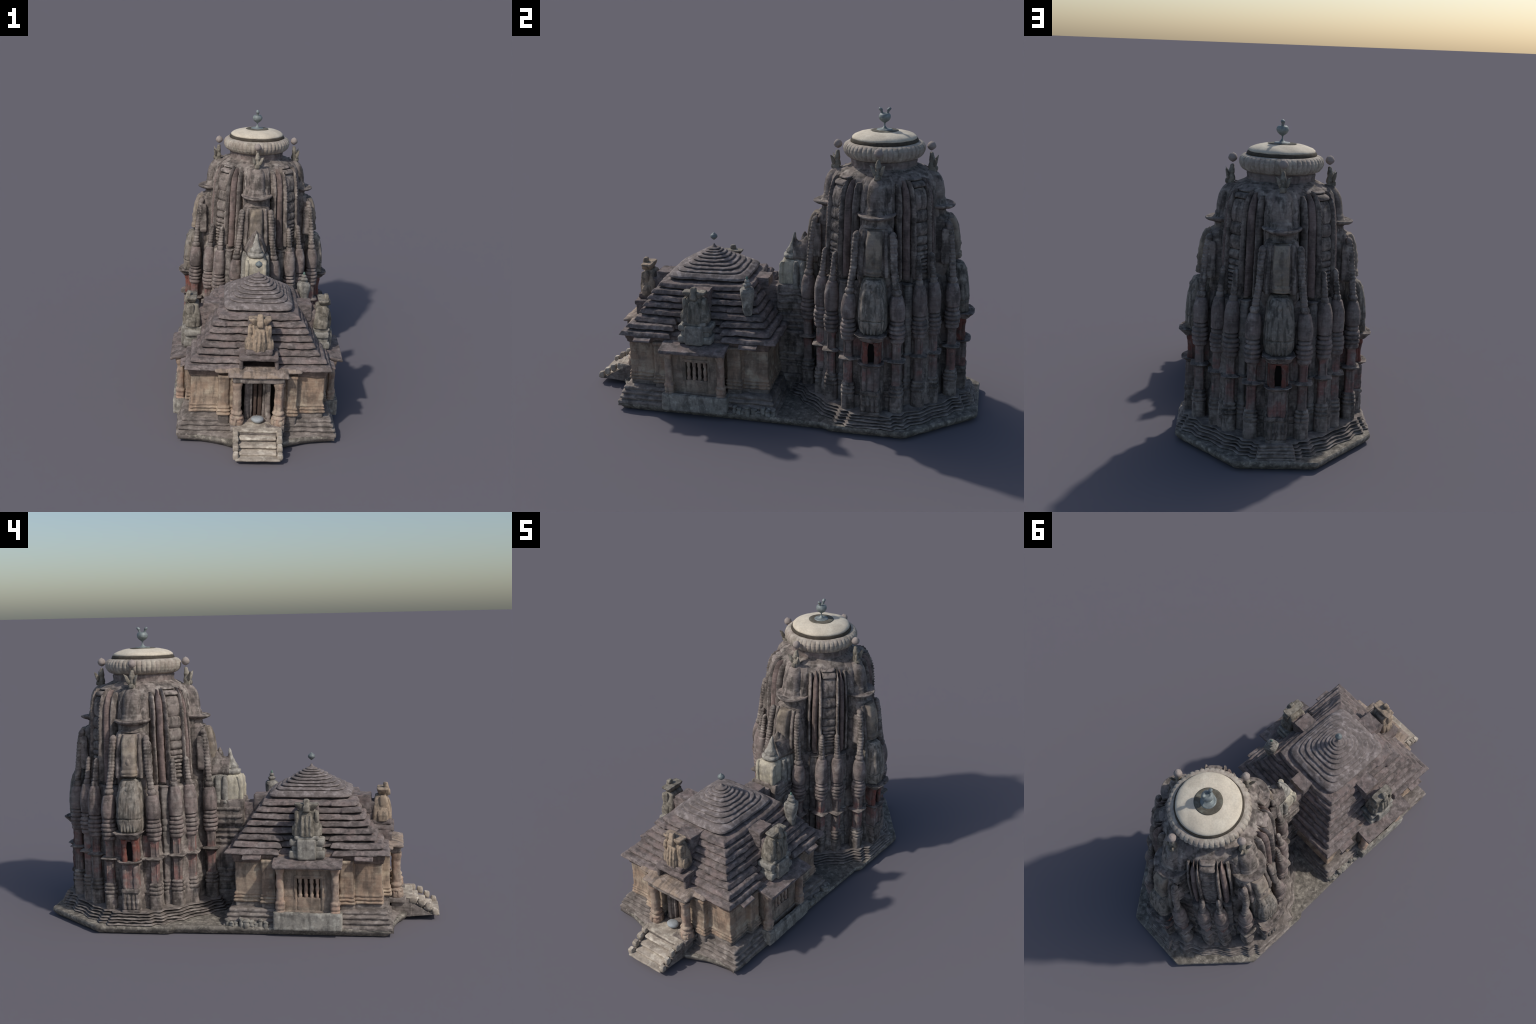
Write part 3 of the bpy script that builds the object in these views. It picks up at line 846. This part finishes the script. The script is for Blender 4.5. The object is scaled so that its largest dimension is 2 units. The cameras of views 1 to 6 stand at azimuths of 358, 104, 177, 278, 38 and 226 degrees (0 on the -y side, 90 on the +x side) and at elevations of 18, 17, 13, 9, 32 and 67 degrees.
for z in zz:
    hx, hy, p = interp(rows, z)
    k = (abs(np.cos(t)) ** p + abs(np.sin(t)) ** p) ** (-1 / p)
    R.append(np.column_stack([hx * np.cos(t) * k, hy * np.sin(t) * k, np.full(n, z)]))
b.grid(np.array(R))
place('roof_dome', b.mesh('roof_dome', DOME, .0020, 26, 130), hall_ob, (0, HY, 0))
b = Builder()
b.lathe([(.0005, .793), (.008, .798), (.0165, .806), (.019, .813), (.016, .821), (.009, .827), (.003, .832), (.0005, .834)], n=20, res=.004)
place('dome_finial_ball', b.mesh('dome_finial_ball', TEAL, .0006, 60, 131), hall_ob, (0, HY, 0))

# --- ridge blocks and figures on the roof --------------------------
b = Builder()
b.box(.16, .285, -.052, .052, .52, .612, bev=.005)
b.box(.16, .330, -.046, .046, .47, .578, bev=.006)
east_ridge = b.mesh('roof_ridge', ROOF, .0028, 34, 140)
place('roof_ridge', east_ridge, hall_ob, (0, HY, 0), 0)
place('roof_ridge', east_ridge, hall_ob, (0, HY, 0), pi)
b = Builder()
b.box(-.052, .052, .19, .296, .53, .620, bev=.005)
b.box(-.047, .047, .19, .348, .50, .580, bev=.005)
b.box(-.062, .062, .30, .40, .40, .515, bev=.006, top=(.8, 1))
place('roof_ridge', b.mesh('roof_ridge', ROOF, .0028, 34, 141), hall_ob, (0, HY, 0))
b = Builder()
b.box(-.055, .055, -.303, -.19, .53, .622, bev=.005)
b.box(-.05, .05, -.366, -.19, .48, .590, bev=.006)
place('roof_ridge', b.mesh('roof_ridge', ROOF, .0028, 34, 142), hall_ob, (0, HY, 0))

def roof_figure(seed, z0, dz, mat):
    """seated guardian: block body narrowing to the neck, spread board, head; faces +x"""
    b = Builder()
    def rows(T, p=4, mi=0, n=40):
        zs = dense_profile([(0, t[0]) for t in T], .007)
        t = np.arange(n) * 2 * pi / n
        k = (abs(np.cos(t)) ** p + abs(np.sin(t)) ** p) ** (-1 / p)
        R = []
        for _, z in zs:
            c, rx, ry = interp(T, z)
            R.append(np.column_stack([c + rx * np.cos(t) * k, ry * np.sin(t) * k, np.full(n, z0 + (z - .487) * dz)]))
        b.grid(np.array(R), mi=mi)
    rows([(.480, .336, .036, .058), (.486, .337, .041, .066), (.512, .337, .040, .067), (.55, .336, .036, .057), (.575, .336, .032, .049), (.598, .338, .028, .042), (.604, .342, .020, .032)], p=8)
    rows([(.484, .362, .028, .034), (.52, .362, .028, .035), (.56, .358, .025, .030), (.585, .354, .022, .025), (.594, .352, .018, .02)], p=6)
    for y in (-.020, 0, .020):
        rows([(.49, .386, .007, .0075), (.53, .386, .007, .0075), (.565, .380, .006, .0065), (.582, .374, .005, .005)], p=3, n=14)
        for k in (1, 2, 3): b.v[-k][:, 1] += y
    rows([(.596, .345, .014, .024), (.606, .346, .018, .034), (.622, .346, .025, .051), (.630, .346, .027, .057), (.635, .346, .027, .057), (.6365, .346, .025, .054)], p=9)
    rows([(.598, .370, .010, .014), (.604, .374, .013, .017), (.622, .372, .013, .0165), (.630, .368, .012, .014), (.640, .364, .013, .0155), (.654, .362, .012, .0145), (.658, .361, .008, .010)], p=4, n=24)
    for s in (-1, 1):
        rows([(.55, .352, .020, .010), (.575, .354, .022, .012), (.597, .352, .019, .010), (.603, .350, .010, .006)], p=4, n=18)
        for k in (1, 2, 3): b.v[-k][:, 1] += s * .048
        rows([(.488, .345, .024, .012), (.515, .345, .026, .013), (.532, .343, .02, .008), (.537, .342, .01, .004)], p=4, n=18)
        for k in (1, 2, 3): b.v[-k][:, 1] += s * .060
    return b.mesh('roof_guardian', mat, .0009, 70, seed)
def figure_base(seed):
    b = Builder()
    b.box(.30, .398, -.046, .046, .372, .470, bev=.008)
    for s in (-1, 1):
        b.box(.29, .385, s * .060 - .026, s * .060 + .026, .375, .412, bev=.008)
        b.box(.29, .375, s * .050 - .022, s * .050 + .022, .405, .438, bev=.008)
        b.box(.29, .380, s * .058 - .026, s * .058 + .026, .436, .468, bev=.008)
    b.box(.29, .385, -.06, .06, .466, .486, bev=.006)
    return b.mesh('guardian_pedestal', LIGHT, .0014, 45, seed)
fig_e, fig_w = roof_figure(150, .487, 1.0, GUARD), roof_figure(151, .487, 1.02, GUARD)
place('roof_guardian', fig_e, hall_ob, (0, HY, 0), 0)
place('roof_guardian', fig_w, hall_ob, (0, HY - .004, 0), pi)
place('guardian_pedestal', figure_base(152), hall_ob, (0, HY, 0), 0)
place('guardian_pedestal', figure_base(153), hall_ob, (0, HY - .004, 0), pi)
place('roof_guardian', roof_figure(154, .493, 1.10, FRONTFIG if 'FRONTFIG' in globals() else stone('tan_figure_stone', (.34, .26, .19), (.10, .085, .07), (.46, .36, .26), patch=34, dark_amt=.7)),
      hall_ob, (0, HY - .012, 0), -pi / 2)

# front slab below the figure, dark slot, porch roof
b = Builder()
b.box(-.098, .098, -.770, -.60, .456, .478, bev=.004, tilt=(0, .10))
b.box(-.066, .066, -.757, -.62, .474, .500, bev=.005)
for s in (-1, 1):
    b.box(s * .089 - .009, s * .089 + .009, -.762, -.62, .395, .458, bev=.004)
place('front_cornice', b.mesh('front_cornice', ROOF, .0024, 34, 160), hall_ob, (0, 0, 0))
bpy.data.objects['front_cornice'].location = (0, 0, 0)
b = Builder()
plan = [(-.152, -.818), (.152, -.818), (.150, -.768), (.220, -.766), (.220, -.70), (-.220, -.70), (-.220, -.766), (-.150, -.768)]
b.sweep(plan, [(-.03, .374), (-.002, .375), (0, .378), (0, .385), (-.004, .388), (-.03, .394)], res=.009, smooth_it=1,
        warp=lambda R: np.concatenate([R[..., :2], (R[..., 2] + .12 * np.maximum(R[..., 1] + .80, 0) * (R[..., 1] < -.70))[..., None]], -1))
place('porch_roof', b.mesh('porch_roof', PORCH, .0024, 34, 161), hall_ob)
# eave panels that stand out from the lowest tier along the sides
b = Builder()
for s in (-1, 1):
    for y0, y1 in ((-.672, -.585), (-.135, -.045)):
        b.box(.35 if s > 0 else -.392, .392 if s > 0 else -.35, y0, y1, .3735, .3815, bev=.0015, tilt=(-.3 * s, 0), it=0)
place('eave_panel', b.mesh('eave_panel', ROOF, .002, 40, 162), hall_ob)

# porch pillars, lintel, door frame, blocks coloured dark for the doorway gap
b = Builder()
b.lathe([(.026, .118), (.033, .125), (.034, .140), (.029, .152), (.034, .160), (.027, .168), (.022, .172), (.028, .178), (.030, .185), (.026, .192), (.021, .197), (.0215, .25), (.020, .31), (.023, .325), (.026, .335), (.026, .348)], n=28, res=.005, p=[(.11, 3.5), (.17, 3), (.2, 2.6), (.36, 4)])
for k in range(7):
    a = k * 2 * pi / 7
    b.lathe([(.004, .12), (.009, .132), (.008, .15), (.004, .164)], cx=.029 * cos(a), cy=.029 * sin(a), n=10, res=.006)
PILLAR = stone('tan_pillar_stone', (.36, .27, .21), (.12, .095, .08), (.50, .41, .31), extra=(.38, .235, .17), extra_amt=.5, dark_amt=.5)
pil = b.mesh('porch_pillar', PILLAR, .002, 45, 163)
for s in (-1, 1):
    place('porch_pillar', pil, hall_ob, (s * .104, -.782, -.005), 0 if s < 0 else 1.1)
b = Builder()
b.box(-.128, .128, -.805, -.735, .343, .374, bev=.005)
place('porch_lintel', b.mesh('porch_lintel', GREY, .002, 40, 164), hall_ob)
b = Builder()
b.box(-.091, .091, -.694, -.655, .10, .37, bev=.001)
place('porch_shade_block', b.mesh('porch_shade_block', DARK, 0), hall_ob)  # solid near-black box at the back of the porch
b = Builder()
for s in (-1, 1):
    b.box(s * .052 - .013, s * .052 + .013, -.728, -.68, .11, .345, bev=.005)
    b.box(s * .033 - .007, s * .033 + .007, -.722, -.68, .11, .345, bev=.004)
    b.lathe([(.014, .11), (.016, .14), (.011, .15), (.010, .33)], cx=s * .056, cy=-.730, n=14, res=.02, p=3)
b.box(-.066, .066, -.735, -.68, .325, .350, bev=.004)
place('door_frame', b.mesh('door_frame', GREY, .002, 45, 165), hall_ob)
b = Builder()
for s in (-1, 1):
    b.box(s * .0125 - .0105, s * .0125 + .0105, -.706, -.68, .11, .33, bev=.002)
place('dark_doorway_block', b.mesh('dark_doorway_block', stone('dark_doorway_brown', (.11, .075, .06), (.05, .035, .03), (.16, .12, .10), streak=(60, 60, 3)), .0008, 40, 166), hall_ob)
b = Builder()
b.box(-.135, .135, -.83, -.66, .09, .119, bev=.004)
place('porch_floor', b.mesh('porch_floor', PLAT, .002, 30, 167), hall_ob)
b = Builder()
b.lathe([(.002, .128), (.022, .131), (.031, .139), (.0335, .147), (.028, .154), (.015, .158), (.001, .1595)], n=28, res=.005, sy=.85)
place('round_offering_stone', b.mesh('round_offering_stone', stone('blue_grey_stone', (.34, .36, .37), (.22, .235, .25), (.46, .48, .48), bump=.08, dark_amt=.3, rough=.7), .0012, 40, 168), hall_ob, (0, -.775, -.008))

# --- window bays on the two long sides ------------------------------
BAYW = stone('bay_wall_stone', (.30, .235, .185), (.11, .09, .074), (.44, .365, .285), extra=(.33, .22, .155), extra_amt=.4, band=0.15, band_scale=45, dark_amt=.5)
def bay():
    P = {}
    b = Builder()
    y0, y1 = -.135, .135
    wy0, wy1, wz0, wz1 = -.052, .060, .182, .276
    X0, X1 = .32, .384
    b.box(X0, X1, y0, wy0, .075, .348, bev=.003)
    b.box(X0, X1, wy1, y1, .075, .348, bev=.003)
    b.box(X0, X1 - .001, wy0 - .003, wy1 + .003, .075, wz0, bev=.003)
    b.box(X0, X1 - .001, wy0 - .003, wy1 + .003, wz1, .348, bev=.003)
    b.box(X0, X1 + .004, wy0 - .016, wy1 + .016, wz1 + .006, wz1 + .018, bev=.003)
    b.box(X0, X1 + .004, wy0 - .016, wy0 - .006, wz0 - .004, wz1 + .008, bev=.003)
    b.box(X0, X1 + .004, wy1 + .006, wy1 + .016, wz0 - .004, wz1 + .008, bev=.003)
    b.box(X0, X1 + .005, y0, y1, .318, .334, bev=.004)
    b.box(X0, X1 + .007, y0, y1, .085, .120, bev=.005)
    P['bay_wall'] = b.mesh('bay_wall', BAYW, .002, 40, 170)
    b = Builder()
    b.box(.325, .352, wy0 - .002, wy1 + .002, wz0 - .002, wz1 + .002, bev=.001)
    P['window_recess'] = b.mesh('window_recess', stone('painted_window_shadow', (.07, .05, .042), (.03, .025, .02), (.10, .075, .06), bump=0), 0)  # shadow behind the balusters is set in this dark brown
    for i in range(4):
        b = Builder()
        y = wy0 + .014 + i * (wy1 - wy0 - .028) / 3
        b.lathe([(.009, wz0 - .003), (.010, wz0 + .012), (.0075, wz0 + .018), (.0095, wz0 + .045), (.007, wz0 + .066), (.0095, wz0 + .074), (.009, wz1 + .003)], cx=.370, cy=y, n=14, res=.006, p=2.6)
        P['window_baluster%d' % i] = b.mesh('window_baluster', PILLAR, .0016, 70, 171 + i)
    b = Builder()
    prof = [(.020, .085), (.024, .09), (.024, .120), (.019, .126), (.024, .134), (.022, .150), (.025, .158), (.024, .166), (.018, .172), (.0185, .25), (.0165, .30), (.021, .315), (.024, .33), (.024, .345)]
    for s in (-1, 1):
        b.lathe(prof, cx=.385, cy=s * .132, n=24, res=.006, p=[(.08, 4), (.17, 3), (.25, 2.5), (.34, 4)])
    P['bay_pilaster'] = b.mesh('bay_pilaster', PILLAR, .0022, 45, 176)
    b = Builder()
    b.box(.32, .408, -.152, .152, .336, .350, bev=.004)
    P['bay_cornice'] = b.mesh('bay_cornice', GREY, .0015, 40, 177)
    b = Builder()
    b.box(.325, .438, -.168, .168, .352, .368, bev=.004, tilt=(-.22, 0))
    P['bay_roof'] = b.mesh('bay_roof', ROOF, .0022, 36, 178)
    b = Builder()
    b.box(.412, .433, -.166, .166, .034, .119, bev=.003)
    for s in (-1, 1):
        b.box(.36, .42, s * .156 - .010, s * .156 + .010, .034, .117, bev=.003)
    P['bay_parapet'] = b.mesh('bay_parapet', LIGHT, .002, 40, 179)
    return P
bp = bay()
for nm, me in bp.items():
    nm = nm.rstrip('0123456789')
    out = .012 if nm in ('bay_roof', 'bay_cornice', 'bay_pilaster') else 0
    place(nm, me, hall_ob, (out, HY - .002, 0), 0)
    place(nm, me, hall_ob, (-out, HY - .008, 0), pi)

# --- small shrine on the east slope of the roof ----------------------
b = Builder()
b.lathe([(.018, .500), (.022, .515), (.026, .56), (.033, .60), (.034, .628), (.028, .634), (.027, .638)], n=16, res=.01, p=5)
b.lathe([(.026, .634), (.022, .640), (.014, .644), (.020, .650), (.022, .657), (.015, .664), (.011, .668), (.015, .672), (.012, .678), (.006, .682)], n=18, res=.005)
shr = place('roof_shrine', b.mesh('roof_shrine', LIGHT, .0028, 40, 185), hall_ob, (.262, -.115, 0), .3)
b = Builder()
b.lathe([(.005, .680), (.0065, .686), (.0055, .692), (.001, .698)], n=12)
place('shrine_tip', b.mesh('shrine_tip', stone('green_copper', (.16, .25, .20), (.09, .13, .11), (.24, .34, .28), bump=.05), 0), shr)

# ------------------------------------------------------------------ staircase
stair = Builder()
stair.box(-.121, .121, -.862, -.77, .020, .111, bev=.004)
R = []          # body under the treads: its soffit climbs gently towards the front edge
for y, zt, zb in ((-.76, .10, .012), (-.85, .088, .018), (-.885, .072, .021), (-.925, .049, .024), (-.955, .031, .025), (-.980, .0275, .026)):
    R.append([(-.119, y, zb), (.119, y, zb), (.119, y, zt), (-.119, y, zt)])
stair.grid(np.array(R)[:, ::-1], smooth=False)
stair_ob = place('staircase', stair.mesh('staircase', PLAT, .0026, 34, 190), root)
for i, (yf, zt) in enumerate(((-.866, .119), (-.895, .094), (-.931, .070), (-.966, .049), (-.998, .036))):
    b = Builder()
    w = .093 if i else .122
    if i == 4: w = .110
    b.box(-w, w, yf, yf + (.05 if i else .098), zt - .013, zt, bev=.006, res=.005, it=1, tilt=(0, .06 if i else 0))
    place('stair_tread', b.mesh('stair_tread', STEP, .0014, 34, 191 + i), stair_ob)
bal = ((-.885, -.845, .119), (-.922, -.889, .107), (-.957, -.926, .084), (-.992, -.961, .060))
for s in (-1, 1):
    for i, (y0, y1, z) in enumerate(bal):
        b = Builder()
        b.box(s * .108 - .015, s * .108 + .015, y0, y1, z - .034, z, bev=.007, res=.007, it=2, tilt=(0, .12 if i else 0))
        place('stair_block', b.mesh('stair_block', STEP, .002, 45, 200 + i + 7 * s), stair_ob)
